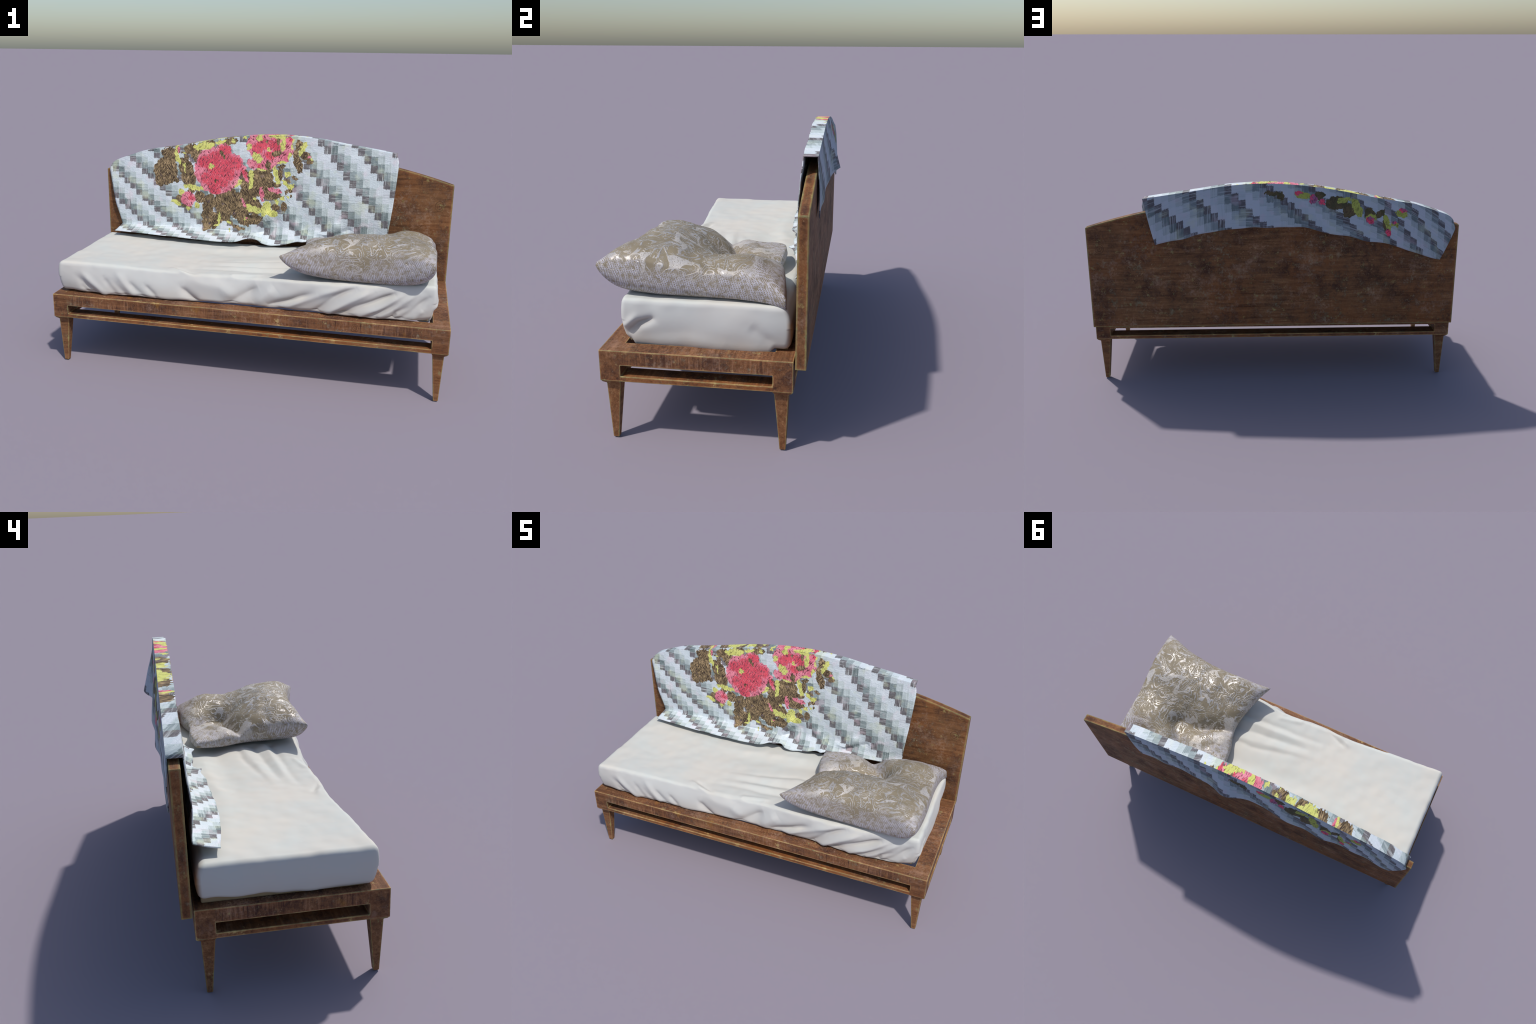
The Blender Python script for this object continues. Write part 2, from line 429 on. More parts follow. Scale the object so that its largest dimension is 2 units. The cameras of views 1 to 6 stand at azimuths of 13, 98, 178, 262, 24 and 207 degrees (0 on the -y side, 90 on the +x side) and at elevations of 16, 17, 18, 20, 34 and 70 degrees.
# flowers on the part hanging down behind the panel, in metres: centre x, z, half-sizes, tilt
BACK_BROWN = [(-0.33, 1.045, 0.06, 0.035, 0), (-0.40, 1.005, 0.035, 0.04, 0), (-0.51, 0.985, 0.028, 0.03, 0), (-0.565, 0.985, 0.03, 0.018, 30), (-0.60, 0.92, 0.02, 0.04, 20), (-0.035, 1.085, 0.02, 0.022, 0), (0.01, 1.10, 0.04, 0.012, 0), (-0.24, 1.085, 0.03, 0.02, 0)]
BACK_YELLOW = [(-0.15, 1.088, 0.045, 0.02, -10), (-0.44, 1.02, 0.022, 0.055, 25), (-0.52, 0.965, 0.03, 0.02, 0), (-0.68, 0.982, 0.035, 0.018, -15), (-0.605, 0.935, 0.014, 0.05, 20), (-0.645, 0.925, 0.02, 0.012, 0), (-0.37, 1.06, 0.04, 0.012, 15)]
BACK_PINK = [(-0.21, 1.067, 0.02, 0.027, 0), (-0.251, 1.05, 0.017, 0.016, 0), (-0.514, 0.953, 0.022, 0.019, 0), (-0.612, 0.882, 0.014, 0.024, 15), (-0.64, 0.935, 0.012, 0.012, 0), (-0.69, 1.0, 0.022, 0.013, -10), (-0.127, 1.099, 0.022, 0.012, 0)]


def sketch(e):
    X, Y, a, b, t = e
    X, Y = X / 1000, Y / 1000
    return (-0.994 + 0.4688 * X - 0.0244 * Y, 1.1435 + 0.0165 * X - 0.457 * Y + 0.0115 * X * Y, a * 0.000466 * 1.08, b * 0.000445 * 1.08, t)


def quilt_material(back=False):
    n = Nodes("patchwork_back" if back else "patchwork_front")
    x, y, z = n.xyz()
    if back:  # the pattern runs on over the top edge, so it is mirrored on the far side
        dx = n.math("SUBTRACT", x, 0.05)
        top = n.math("SUBTRACT", 1.149, n.math("MULTIPLY", n.math("MULTIPLY", dx, dx), 0.183))
        v = n.math("SUBTRACT", n.math("MULTIPLY", top, 2.0), z)
    else:  # follow the cloth where its foot kicks out over the mattress
        v = n.math("SUBTRACT", z, n.math("MAXIMUM", n.math("SUBTRACT", 0.292, y), 0.0))
        v = n.math("ADD", v, n.math("MULTIPLY", n.math("MAXIMUM", n.math("SUBTRACT", y, 0.316), 0.0), 0.5))
    flat = n.vec(x, 0.0, v)
    bloom = flat if back else n.vec(x, 0.0, n.math("SUBTRACT", v, n.math("MULTIPLY", n.math("MAXIMUM", n.math("SUBTRACT", y, 0.316), 0.0), 0.9)))
    # --- stair-stepped patches
    jag = n.noise(n.vec(n.math("MULTIPLY", x, 230.0), n.math("MULTIPLY", v, 14.0), 0.0), 1.0, 1)
    vj = n.math("ADD", v, n.math("MULTIPLY", n.math("SUBTRACT", jag, 0.5), 0.014))
    xj = n.math("ADD", x, n.math("MULTIPLY", n.math("SUBTRACT", n.noise(n.mapping(flat, scale=(6, 1, 160)), 1.0, 1), 0.5), 0.006))
    W = 0.0367
    colid = n.math("FLOOR", n.math("DIVIDE", xj, W))
    xc = n.math("MULTIPLY", n.math("ADD", colid, 0.5), W)
    lean = n.range(xc, -0.55, 0.12, 1.16, 0.84)
    rnd = n.white(n.vec(colid, 3.0, 7.0))
    k = n.math("ADD", n.math("ADD", xc, 0.566), n.math("MULTIPLY", lean, n.math("SUBTRACT", vj, 0.6)))
    k = n.math("ADD", n.math("DIVIDE", k, 0.183), n.math("MULTIPLY", n.math("SUBTRACT", rnd, 0.5), 0.05))
    k = n.math("ADD", k, 0.10)
    f = n.math("FRACT", k)
    tone = n.white(n.vec(colid, n.math("FLOOR", n.math("MULTIPLY", k, 5.0)), 1.0))
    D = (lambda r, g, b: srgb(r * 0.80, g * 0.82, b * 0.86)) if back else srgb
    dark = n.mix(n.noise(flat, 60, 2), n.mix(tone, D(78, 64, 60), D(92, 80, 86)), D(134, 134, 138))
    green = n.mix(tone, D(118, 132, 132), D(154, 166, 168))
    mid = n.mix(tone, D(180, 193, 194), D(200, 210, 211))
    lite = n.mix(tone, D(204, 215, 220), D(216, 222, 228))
    step = lambda at, w=0.006: n.range(f, at - w, at + w)
    col = n.mix(step(0.19), dark, green)
    col = n.mix(step(0.41), col, mid)
    col = n.mix(step(0.62), col, lite)
    col = n.mix(n.range(f, 0.985, 0.998), col, dark)
    # woven stripes, strongest in the darker patches
    bars = n.noise(n.vec(n.math("MULTIPLY", x, 9.0), n.math("MULTIPLY", v, 150.0), rnd), 1.0, 2, 0.6)
    bars2 = n.noise(n.vec(n.math("MULTIPLY", x, 190.0), n.math("MULTIPLY", v, 9.0), rnd), 1.0, 2, 0.6)
    side = n.range(n.noise(flat, 4, 1), 0.44, 0.56)
    bar = n.mix(side, bars, bars2)
    depth = n.range(f, 0.1, 0.75, 1.0, 0.25)
    col = n.mix(n.math("MULTIPLY", n.range(bar, 0.52, 0.64), n.math("MULTIPLY", depth, 0.50)), col, D(222, 228, 228))
    col = n.mix(n.math("MULTIPLY", n.range(bar, 0.46, 0.34), n.math("MULTIPLY", depth, 0.38)), col, D(92, 100, 100))
    # faint tints
    tint = n.noise(flat, 11, 2)
    col = n.mix(n.range(tint, 0.56, 0.68, 0, 0.35), col, D(224, 230, 196))
    col = n.mix(n.range(tint, 0.42, 0.32, 0, 0.30), col, D(232, 208, 218))
    # --- embroidered flowers
    w1 = n.mapping(n.noise(flat, 42, 2, 0.6, col=True), loc=(-0.5, -0.5, -0.5))
    w2 = n.mapping(n.noise(flat, 150, 1, 0.5, col=True), loc=(-0.5, -0.5, -0.5))
    pos = n.vmath("ADD", n.vec(x, 0.0, z) if back else bloom, n.vmath("ADD", n.vmath("MULTIPLY", w1, (0.034, 0, 0.034)), n.vmath("MULTIPLY", w2, (0.012, 0, 0.012))))

    def motif(ellipses):
        m = None
        for ex, ez, a, b, t in ellipses:
            if a <= 0:
                continue
            at = pos
            if m is not None:  # keeps the shader evaluating one motif after the other (little stack space)
                at = n.node("VectorMath", operation="MULTIPLY_ADD")
                n.put(at.inputs[0], m)
                at.inputs[1].default_value = (1e-9, 1e-9, 1e-9)
                n.put(at.inputs[2], pos)
                at = at.outputs[0]
            q = n.vmath("LENGTH", n.mapping(at, loc=(ex, 0, ez), rot=(0, math.radians(t), 0), scale=(a, 1, b), kind="TEXTURE"))
            m = q if m is None else n.math("MINIMUM", m, q)
        return m

    A = (lambda L: L) if back else (lambda L: [sketch(e) for e in L])
    brown, yellow, pink = (motif(A(L)) for L in ((BACK_BROWN, BACK_YELLOW, BACK_PINK) if back else (BROWN, YELLOW, PINK)))
    inside = lambda m: n.range(m, 1.02, 0.98)
    s1 = n.noise(n.turn(flat, (0, 1.0, 0), (44, 1, 165)), 1.0, 2, 0.6)
    s2 = n.noise(n.turn(flat, (0, -0.9, 0), (42, 1, 165)), 1.0, 2, 0.6)
    s3 = n.noise(n.turn(flat, (0, 0.15, 0), (175, 1, 42)), 1.0, 2, 0.6)
    zone = n.range(n.noise(flat, 16, 1), 0.46, 0.54)
    thread = n.mix(zone, s1, n.mix(n.range(n.noise(n.vmath("ADD", flat, (4, 0, 2)), 14, 1), 0.46, 0.54), s2, s3))
    patch = n.noise(flat, 20, 3)
    mixed = n.math("ADD", n.math("MULTIPLY", thread, 0.65), n.math("MULTIPLY", patch, 0.35))
    leafcol = n.ramp(mixed, [(0.38, srgb(62, 50, 38)), (0.46, srgb(100, 84, 62)), (0.53, srgb(134, 114, 84)), (0.62, srgb(188, 160, 122))])
    leafcol = n.mix(n.range(n.noise(n.vmath("ADD", flat, (2, 0, 9)), 15, 2), 0.63, 0.70, 0, 0.6), leafcol, srgb(98, 86, 104))
    yelcol = n.mix(patch, srgb(206, 208, 100), srgb(230, 228, 146))
    pinkcol = n.mix(n.range(patch, 0.4, 0.6), srgb(226, 118, 140), srgb(240, 150, 166))
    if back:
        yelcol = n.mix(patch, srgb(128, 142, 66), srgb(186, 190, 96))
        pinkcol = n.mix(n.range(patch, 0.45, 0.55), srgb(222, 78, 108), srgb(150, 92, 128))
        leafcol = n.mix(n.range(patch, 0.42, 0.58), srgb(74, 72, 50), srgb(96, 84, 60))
    mb, my, mp = inside(brown), inside(yellow), inside(pink)
    flower = n.math("MAXIMUM", n.math("MAXIMUM", mb, my), mp)
    col = n.mix(mb, col, leafcol)
    col = n.mix(my, col, yelcol)
    rose = pinkcol
    if not back:
        redm = n.range(motif(A(RED)), 1.15, 0.9)
        redm = n.range(n.math("ADD", redm, n.math("MULTIPLY", n.math("SUBTRACT", thread, 0.5), 5.0)), 0.45, 1.0)
        rose = n.mix(redm, rose, n.mix(patch, srgb(206, 58, 76), srgb(238, 94, 112)))
        rose = n.mix(n.range(thread, 0.47, 0.38, 0, 0.8), rose, srgb(120, 38, 50))
        rose = n.mix(n.range(thread, 0.56, 0.68, 0, 0.6), rose, srgb(246, 166, 178))
        rose = n.mix(inside(motif(A(ROSE_SPOTS_YELLOW))), rose, yelcol)
        rose = n.mix(inside(motif(A(ROSE_SPOTS_BROWN))), rose, leafcol)
    col = n.mix(mp, col, rose)
    # dark gaps between the threads
    gap = n.range(thread, 0.49, 0.38)
    col = n.mix(n.math("MULTIPLY", n.math("MULTIPLY", gap, flower), 0.85), col, n.mix(0.65, col, srgb(52, 34, 40)))
    # --- relief: raised embroidery with thread lines, crinkled cotton elsewhere
    crink = n.noise(n.mapping(flat, scale=(1, 1, 2.2)), 55, 4, 0.65, 0.6)
    soft = n.noise(flat, 14, 3, 0.5)
    coarse = [(-0.33, 0.95, 0.15, 0.16, 0), (-0.02, 1.08, 0.15, 0.12, 0), (-0.22, 0.75, 0.16, 0.15, 0), (0.0, 0.8, 0.13, 0.18, 0), (-0.58, 0.96, 0.12, 0.12, 0), (-0.46, 0.77, 0.08, 0.06, 0), (0.16, 1.0, 0.07, 0.1, 0)]
    pos = flat
    relief = n.range(motif([(-0.4, 1.0, 0.3, 0.08, -15)] if back else coarse), 1.2, 0.75)
    h = n.mix(relief, n.math("MULTIPLY", crink, 0.45), n.math("ADD", n.math("MULTIPLY", thread, 1.0), 0.35))
    h = n.math("ADD", h, n.math("MULTIPLY", bar, 0.12))
    nb = n.bump(soft, 0.3, 0.02)
    nb = n.bump(h, 0.3 if back else 0.9, 0.007, nb)
    return n.finish(col, rough=0.75, normal=nb, spec=0.25, sheen=0.05)


# ------------------------------------------------------------------ build materials
KNOTS_RAIL = [(-0.56, 0.345, 0.026), (0.56, 0.345, 0.026)]
rail_wood = wood("rail_veneer", "X", hue=(1.0, 0.99, 1.05), tone=1.02, grime_at=0.44, rust=0.25, dust=0.55, streak=0.85, knots=KNOTS_RAIL, lines=0.3)
post_wood = wood("post_veneer", "X", hue=(1.0, 0.99, 1.03), tone=0.99, rust=0.30, dust=0.50, grime_at=0.44)
lower_wood = wood("lower_rail_veneer", "X", tone=1.06, rust=0.9, dust=0.45)
leg_wood = wood("leg_veneer", "X", tone=1.02, rust=0.25, dust=0.15, grime_at=0.52, edge_col=(160, 164, 104), edge_r=0.006)
panel_wood = wood("panel_veneer", "X", hue=(0.97, 1.0, 1.0), tone=0.96, rust=0.60, grime_at=0.45, dust=0.62, edge_col=(166, 154, 98), edge_r=0.015, lines=0.65,
                  knots=[(0.93, 0.80, 0.035), (-0.39, 0.77, 0.03), (0.56, 0.76, 0.022), (0.42, 0.60, 0.03)])
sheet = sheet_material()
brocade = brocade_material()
quilt_front = quilt_material()
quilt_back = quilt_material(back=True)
n_ = Nodes("ticking")
ticking = n_.finish(n_.mix(n_.noise(n_.coord, 12, 3), srgb(150, 128, 98), srgb(176, 154, 122)), rough=0.9, spec=0.1)

# ------------------------------------------------------------------ the bed frame
bed = bpy.data.objects.new("daybed", None)
SC.objects.link(bed)
bed.location = (0, 0, 0)
bed["label"] = "low wooden daybed with tapered legs and arched back panel"
bed["category"] = "daybed"

X0, Y0, Y1 = 0.997, -0.407, 0.322  # outer half-length, front and back of the frame
S = 0.080  # post thickness
Z_BOT, Z_SLOT0, Z_SLOT1, Z_TOP = 0.254, 0.275, 0.319, 0.378

XI, YF, YB = X0 - S, Y0 + S, Y1 - S + 0.004


def block_mesh(name, lo, hi):
    v = [(x, y, z) for z in (lo[2], hi[2]) for y in (lo[1], hi[1]) for x in (lo[0], hi[0])]
    f = [(0, 2, 3, 1), (4, 5, 7, 6), (0, 1, 5, 4), (2, 6, 7, 3), (0, 4, 6, 2), (1, 3, 7, 5)]
    return make_object(name, v, f, post_wood)


# the frame is one ring carved from a block: the mattress well and the slots on all four sides are cut out
ring = block_mesh("frame_block", (-X0, Y0, Z_BOT), (X0, Y1, Z_TOP))
cuts = [
    block_mesh("cut", (-XI, YF, 0.0), (XI, YB, 1.0)),
    block_mesh("cut", (-XI, -1.0, Z_SLOT0), (XI, 1.0, Z_SLOT1)),
    block_mesh("cut", (-2.0, YF, Z_SLOT0), (2.0, YB, Z_SLOT1)),
]
for c in cuts:
    m = ring.modifiers.new("cut", "BOOLEAN")
    m.operation, m.object, m.solver = "DIFFERENCE", c, "EXACT"
carved = bpy.data.meshes.new_from_object(ring.evaluated_get(bpy.context.evaluated_depsgraph_get()))
for o in (ring, *cuts):
    bpy.data.objects.remove(o)
bm = bmesh.new()
bm.from_mesh(carved)
bmesh.ops.remove_doubles(bm, verts=bm.verts, dist=1e-5)
bmesh.ops.dissolve_limit(bm, angle_limit=0.01, verts=bm.verts, edges=bm.edges)
edges = [e for e in bm.edges if len(e.link_faces) == 2 and e.calc_face_angle(0) > 0.3]
bmesh.ops.bevel(bm, geom=edges, offset=0.002, segments=2, affect="EDGES", profile=0.5)
for co, no in (((XI + 1e-4, 0, 0), (1, 0, 0)), ((-XI - 1e-4, 0, 0), (1, 0, 0)), ((0, YF - 1e-4, 0), (0, 1, 0)), ((0, YB + 1e-4, 0), (0, 1, 0))):
    bmesh.ops.bisect_plane(bm, geom=bm.verts[:] + bm.edges[:] + bm.faces[:], plane_co=co, plane_no=no)
zm = (Z_SLOT0 + Z_SLOT1) / 2
parts = {}
for fc in bm.faces:
    c = fc.calc_center_median()
    side = (1 if c.x > XI else -1 if c.x < -XI else 0, 1 if c.y > YB else -1 if c.y < YF else 0)
    if side[0] and side[1]:
        key = ("corner_post", side)
    else:
        key = ("upper_rail" if c.z > zm else "lower_rail", side)
        if side == (0, 0):  # walls of the mattress well: nearest side
            dx, dy = XI - abs(c.x), min(c.y - YF, YB - c.y)
            key = (key[0], ((1 if c.x > 0 else -1), 0) if dx < dy else (0, 1 if c.y > 0 else -1))
    parts.setdefault(key, []).append(fc)
for (name, side), fcs in parts.items():
    vs = sorted({v.index for fc in fcs for v in fc.verts}) if bm.verts.index_update() is None else []
    at = {v: i for i, v in enumerate(vs)}
    bm.verts.ensure_lookup_table()
    mat = {"corner_post": post_wood, "upper_rail": rail_wood, "lower_rail": lower_wood}[name]
    make_object(name, [bm.verts[i].co for i in vs], [[at[v.index] for v in fc.verts] for fc in fcs], mat, bed)
bm.free()

for sx in (-1, 1):
    for ya, yb in ((Y0, YF), (YB, Y1)):
        # leg: a short chamfered neck, then a straight taper to a small square foot
        ym = 1 if ya < 0 else -1  # direction towards the middle of the bed
        yo = ya if ya < 0 else yb
        rings = [  # z, inset from the outer corner, side of the square (x and y alike)
            (Z_BOT + 0.0015, 0.003, S - 0.006), (Z_BOT - 0.005, 0.004, S - 0.008), (0.238, 0.0175, 0.0545), (0.233, 0.0185, 0.0530), (0.004, 0.0275, 0.0235), (0.0, 0.0290, 0.0205),
        ]
        v, f = [], []
        for z, inset, side in rings:
            for cx, cy in ((0, 0), (1, 0), (1, 1), (0, 1)):
                v.append((sx * (X0 - inset - cx * side), yo + ym * (inset + cy * side), z))
        for r in range(len(rings) - 1):
            for c in range(4):
                d = (c + 1) % 4
                f.append((r * 4 + c, r * 4 + d, r * 4 + 4 + d, r * 4 + 4 + c))
        f += [(0, 3, 2, 1), tuple(len(v) - 4 + c for c in range(4))]
        bevelled(make_object("leg", v, f, leg_wood, bed), 0.0015, 1)

# ------------------------------------------------------------------ the arched back panel
def panel_top(x):
    return 1.070 - 0.153 * x * x * (1 + 0.012 * x * x)


PX, PZ0, PY0, PY1 = 0.997, 0.347, 0.3275, 0.368
xs = np.linspace(-PX, PX, 49)
outline = [(-PX, PZ0)] + [(PX, PZ0)] + [(x, panel_top(x)) for x in xs[::-1]]
N = len(outline)
v = [(x, PY0, z) for x, z in outline] + [(x, PY1, z) for x, z in outline]
f = [tuple(range(N)), tuple(range(2 * N - 1, N - 1, -1))] + [(i, i + N, (i + 1) % N + N, (i + 1) % N) for i in range(N)]
panel = bevelled(make_object("back_panel", v, f, panel_wood, bed), 0.003)

# ------------------------------------------------------------------ the mattress
mattress = bpy.data.objects.new("mattress", None)
SC.objects.link(mattress)
mattress["label"] = "thin mattress in a wrinkled white cotton sheet"
mattress["category"] = "mattress"

front_top = curve1([(-1.0, -0.366), (-0.95, -0.362), (-0.825, -0.350), (-0.70, -0.342), (-0.46, -0.328), (-0.2, -0.320), (0.05, -0.316), (0.24, -0.335), (0.5, -0.345), (0.8, -0.342), (0.95, -0.332)])
front_low = curve1([(-1.0, -0.345), (-0.95, -0.350), (-0.70, -0.364), (-0.4, -0.358), (-0.2, -0.350), (0.1, -0.346), (0.25, -0.346), (0.45, -0.360), (0.56, -0.372), (0.75, -0.360), (0.86, -0.340), (0.95, -0.315)])
top_height = curve1([(-1.0, 0.541), (-0.9, 0.540), (-0.7, 0.535), (-0.45, 0.529), (-0.2, 0.522), (0.05, 0.524), (0.2, 0.532), (0.5, 0.538), (0.8, 0.556), (0.95, 0.560)])

# folds of the sheet: points on the surface, width, height (negative = groove)
FOLDS = [
    # front side, falling from the upper left on the left half
    ([(-0.88, -0.35, 0.47), (-0.815, -0.35, 0.425), (-0.76, -0.35, 0.385)], 0.013, -0.012),
    ([(-0.85, -0.35, 0.49), (-0.79, -0.35, 0.44), (-0.72, -0.35, 0.385)], 0.016, 0.009),
    ([(-0.86, -0.35, 0.434), (-0.80, -0.35, 0.38)], 0.011, -0.007),
    ([(-0.73, -0.35, 0.47), (-0.66, -0.35, 0.385)], 0.015, -0.009),
    ([(-0.68, -0.35, 0.46), (-0.60, -0.35, 0.38)], 0.013, -0.007),
    ([(-0.66, -0.35, 0.50), (-0.56, -0.35, 0.385)], 0.016, 0.006),
    ([(-0.60, -0.35, 0.46), (-0.51, -0.35, 0.387)], 0.014, -0.007),
    ([(-0.51, -0.35, 0.45), (-0.45, -0.35, 0.387)], 0.014, -0.006),
    ([(-0.32, -0.35, 0.45), (-0.23, -0.35, 0.382)], 0.022, -0.008),
    ([(-0.30, -0.34, 0.50), (-0.12, -0.34, 0.47), (-0.02, -0.34, 0.41)], 0.034, 0.006),
    # front side, falling from the upper right on the right half
    ([(0.07, -0.34, 0.484), (-0.08, -0.34, 0.391)], 0.028, -0.009),
    ([(0.16, -0.34, 0.49), (0.06, -0.34, 0.40)], 0.030, 0.008),
    ([(0.37, -0.35, 0.482), (0.25, -0.35, 0.44), (0.13, -0.35, 0.40)], 0.018, -0.010),
    ([(0.50, -0.35, 0.527), (0.33, -0.35, 0.455), (0.20, -0.35, 0.395)], 0.017, 0.010),
    ([(0.55, -0.35, 0.522), (0.45, -0.35, 0.47), (0.36, -0.35, 0.395)], 0.014, -0.013),
    ([(0.64, -0.355, 0.525), (0.50, -0.36, 0.44), (0.40, -0.36, 0.385)], 0.017, 0.011),
    ([(0.73, -0.355, 0.514), (0.60, -0.36, 0.45), (0.46, -0.365, 0.385)], 0.013, -0.014),
    ([(0.78, -0.35, 0.52), (0.65, -0.36, 0.43), (0.56, -0.36, 0.385)], 0.015, 0.010),
    ([(0.755, -0.35, 0.470), (0.65, -0.36, 0.41), (0.60, -0.36, 0.385)], 0.011, -0.011),
    ([(0.84, -0.345, 0.525), (0.74, -0.355, 0.45), (0.67, -0.36, 0.40)], 0.014, 0.008),
    ([(0.80, -0.35, 0.455), (0.74, -0.355, 0.425), (0.72, -0.36, 0.39)], 0.010, -0.010),
    ([(0.89, -0.34, 0.505), (0.80, -0.345, 0.42), (0.75, -0.35, 0.385)], 0.013, -0.011),
    ([(0.87, -0.34, 0.44), (0.82, -0.34, 0.389)], 0.012, 0.007),
    # top
    ([(0.30, -0.19, 0.53), (0.143, -0.206, 0.53), (-0.10, -0.215, 0.53), (-0.36, -0.240, 0.53)], 0.020, -0.010),
    ([(0.30, -0.16, 0.53), (0.10, -0.170, 0.53), (-0.30, -0.20, 0.53)], 0.020, 0.008),
    ([(0.30, -0.10, 0.53), (0.10, -0.120, 0.53), (-0.27, -0.165, 0.53)], 0.020, -0.011),
    ([(0.30, -0.03, 0.53), (0.10, -0.065, 0.53), (-0.40, -0.14, 0.53)], 0.026, 0.007),
    ([(0.30, -0.02, 0.53), (0.14, -0.022, 0.53), (-0.10, -0.075, 0.53), (-0.33, -0.12, 0.53)], 0.017, -0.006),
    ([(0.30, 0.11, 0.53), (0.00, 0.09, 0.53), (-0.30, 0.06, 0.53), (-0.60, 0.03, 0.53)], 0.050, -0.007),
    ([(0.20, 0.19, 0.53), (-0.05, 0.165, 0.53), (-0.35, 0.13, 0.53)], 0.035, 0.006),
    ([(0.10, -0.27, 0.53), (-0.06, -0.295, 0.53), (-0.09, -0.335, 0.53)], 0.014, 0.007),
    ([(0.06, -0.30, 0.53), (-0.04, -0.315, 0.53), (-0.05, -0.34, 0.52)], 0.012, -0.006),
    ([(-0.26, -0.345, 0.53), (-0.34, -0.300, 0.53), (-0.42, -0.265, 0.53)], 0.013, 0.005),
    ([(-0.23, -0.33, 0.53), (-0.30, -0.290, 0.53), (-0.38, -0.255, 0.53)], 0.012, -0.004),
    # the right end
    ([(0.93, -0.32, 0.41), (0.93, -0.27, 0.46), (0.93, -0.22, 0.485)], 0.014, -0.012),
    ([(0.93, -0.33, 0.44), (0.93, -0.28, 0.49)], 0.014, 0.006),
    ([(0.93, -0.28, 0.40), (0.93, -0.10, 0.41), (0.93, 0.05, 0.405)], 0.022, 0.005),
    ([(0.93, 0.15, 0.48), (0.93, 0.24, 0.41)], 0.022, -0.007),
]


def cushion_block(lo, hi, r_top, r_bot, counts):
    """Closed box surface with rounded edges and a regular fine grid; returns points, outward normals, quads."""
    lo, hi = np.asarray(lo, float), np.asarray(hi, float)
    ticks = []
    for a in range(3):
        u = np.linspace(-1, 1, counts[a] + 1)
        ra = [max(r_top, r_bot) / (hi[a] - lo[a]) * 2] * 2
        k = 5  # extra lines in the rounded strip at both ends
        inner = np.linspace(-1 + ra[0], 1 - ra[0], counts[a] + 1)
        end = np.linspace(0, 1, k + 1)[:-1]
        ticks.append(np.concatenate([-1 + ra[0] * end, inner, 1 - ra[0] * end[::-1]]))
    index, pts, quads = {}, [], []

    def vid(i, j, k):
        key = (i, j, k)
        if key not in index:
            index[key] = len(pts)
            pts.append((ticks[0][i], ticks[1][j], ticks[2][k]))
        return index[key]

    n = [len(t) - 1 for t in ticks]
    for a, b, c in ((0, 1, 2), (1, 2, 0), (2, 0, 1)):
        for end in (0, n[c]):
            for i in range(n[a]):
                for j in range(n[b]):
                    q = []
                    for di, dj in ((0, 0), (1, 0), (1, 1), (0, 1)):
                        ijk = [0, 0, 0]
                        ijk[a], ijk[b], ijk[c] = i + di, j + dj, end
                        q.append(vid(*ijk))
                    quads.append(q if end else q[::-1])
    p = (np.asarray(pts) * 0.5 + 0.5) * (hi - lo) + lo
    r = np.where(p[:, 2] > (lo[2] + hi[2]) / 2, r_top, r_bot)[:, None]
    core = np.clip(p, lo + r, hi - r)
    d = p - core
    L = np.linalg.norm(d, axis=1, keepdims=True)
    # spread the grid of the rounded strips evenly over the arc
    nrm = d / np.maximum(L, 1e-9)
    return core + nrm * r, nrm, quads


P, NRM, Q = cushion_block((-0.973, -0.352, 0.383), (0.924, 0.296, 0.540), 0.017, 0.024, (440, 100, 34))
h = np.clip((P[:, 2] - 0.383) / 0.157, 0, 1)
# lean of the long front side and sag of the top
yf = front_low(P[:, 0]) * (1 - h) + front_top(P[:, 0]) * h - 0.010 * np.sin(np.pi * h)
wf = smoothstep(0.0, -0.352, P[:, 1])
P[:, 1] += (yf + 0.352) * wf
P[:, 2] += (top_height(P[:, 0]) - 0.540) * h
# belly of the ends and the back
P[:, 0] += np.where(P[:, 0] > 0, 1, -1) * smoothstep(0.80, 0.97, np.abs(P[:, 0])) * (0.010 * np.sin(np.pi * h) - 0.022 * (1 - h) ** 2 * (P[:, 0] > 0) * (smoothstep(0.10, -0.34, P[:, 1]) + 0.6 * smoothstep(0.15, 0.29, P[:, 1])))
P[:, 1] += smoothstep(0.1, 0.296, P[:, 1]) * (0.014 * np.sin(np.pi * np.clip(h, 0, 1)) - 0.012 * h**3)
# hem rises towards the back at the left end, and is gently wavy
hem = (1 - h) ** 2
P[:, 2] += hem * (0.018 * smoothstep(-0.6, -0.97, P[:, 0]) * smoothstep(-0.15, 0.29, P[:, 1]) + 0.006 * value_noise(P * (7, 7, 0) + 3.3, 5))
disp = np.zeros(len(P))
wander = np.stack([value_noise(P * 6, 31), value_noise(P * 6, 32), value_noise(P * 6, 33)], 1) * 0.004  # folds do not run straight
for pts, w, amp in FOLDS:
    d, s = polyline_field(P + wander, pts)
    env = smoothstep(0, 0.22, s) * smoothstep(1, 0.7, s) if len(pts) > 2 and abs(pts[0][2] - 0.53) < 1e-6 else smoothstep(-0.15, 0.3, s) * smoothstep(1.3, 0.7, s)
    env = env if pts[0][0] < 0.29 or pts[0][1] < -0.3 or pts[0][0] > 0.9 else smoothstep(1, 0.45, s)
    groove = amp < 0 and pts[0][1] < -0.3
    disp += (2.3 if groove else 1.6 if pts[0][1] < -0.3 else 1.0) * amp * np.exp(-((d / (w * (0.85 if groove else 1.0))) ** (1.3 if groove else 1.8))) * env
side = smoothstep(0.25, -0.3, P[:, 1])
disp += 0.004 * value_noise(P * (2.2, 2.6, 4), 1) + 0.0010 * value_noise(P * (7, 7, 7), 2)
crisp = np.exp(-(((h - 0.93) / 0.12) ** 2))  # crumpled top edge
disp += 0.0022 * value_noise(P * (12, 12, 6), 3) * crisp
low = P[:, 2] < 0.384
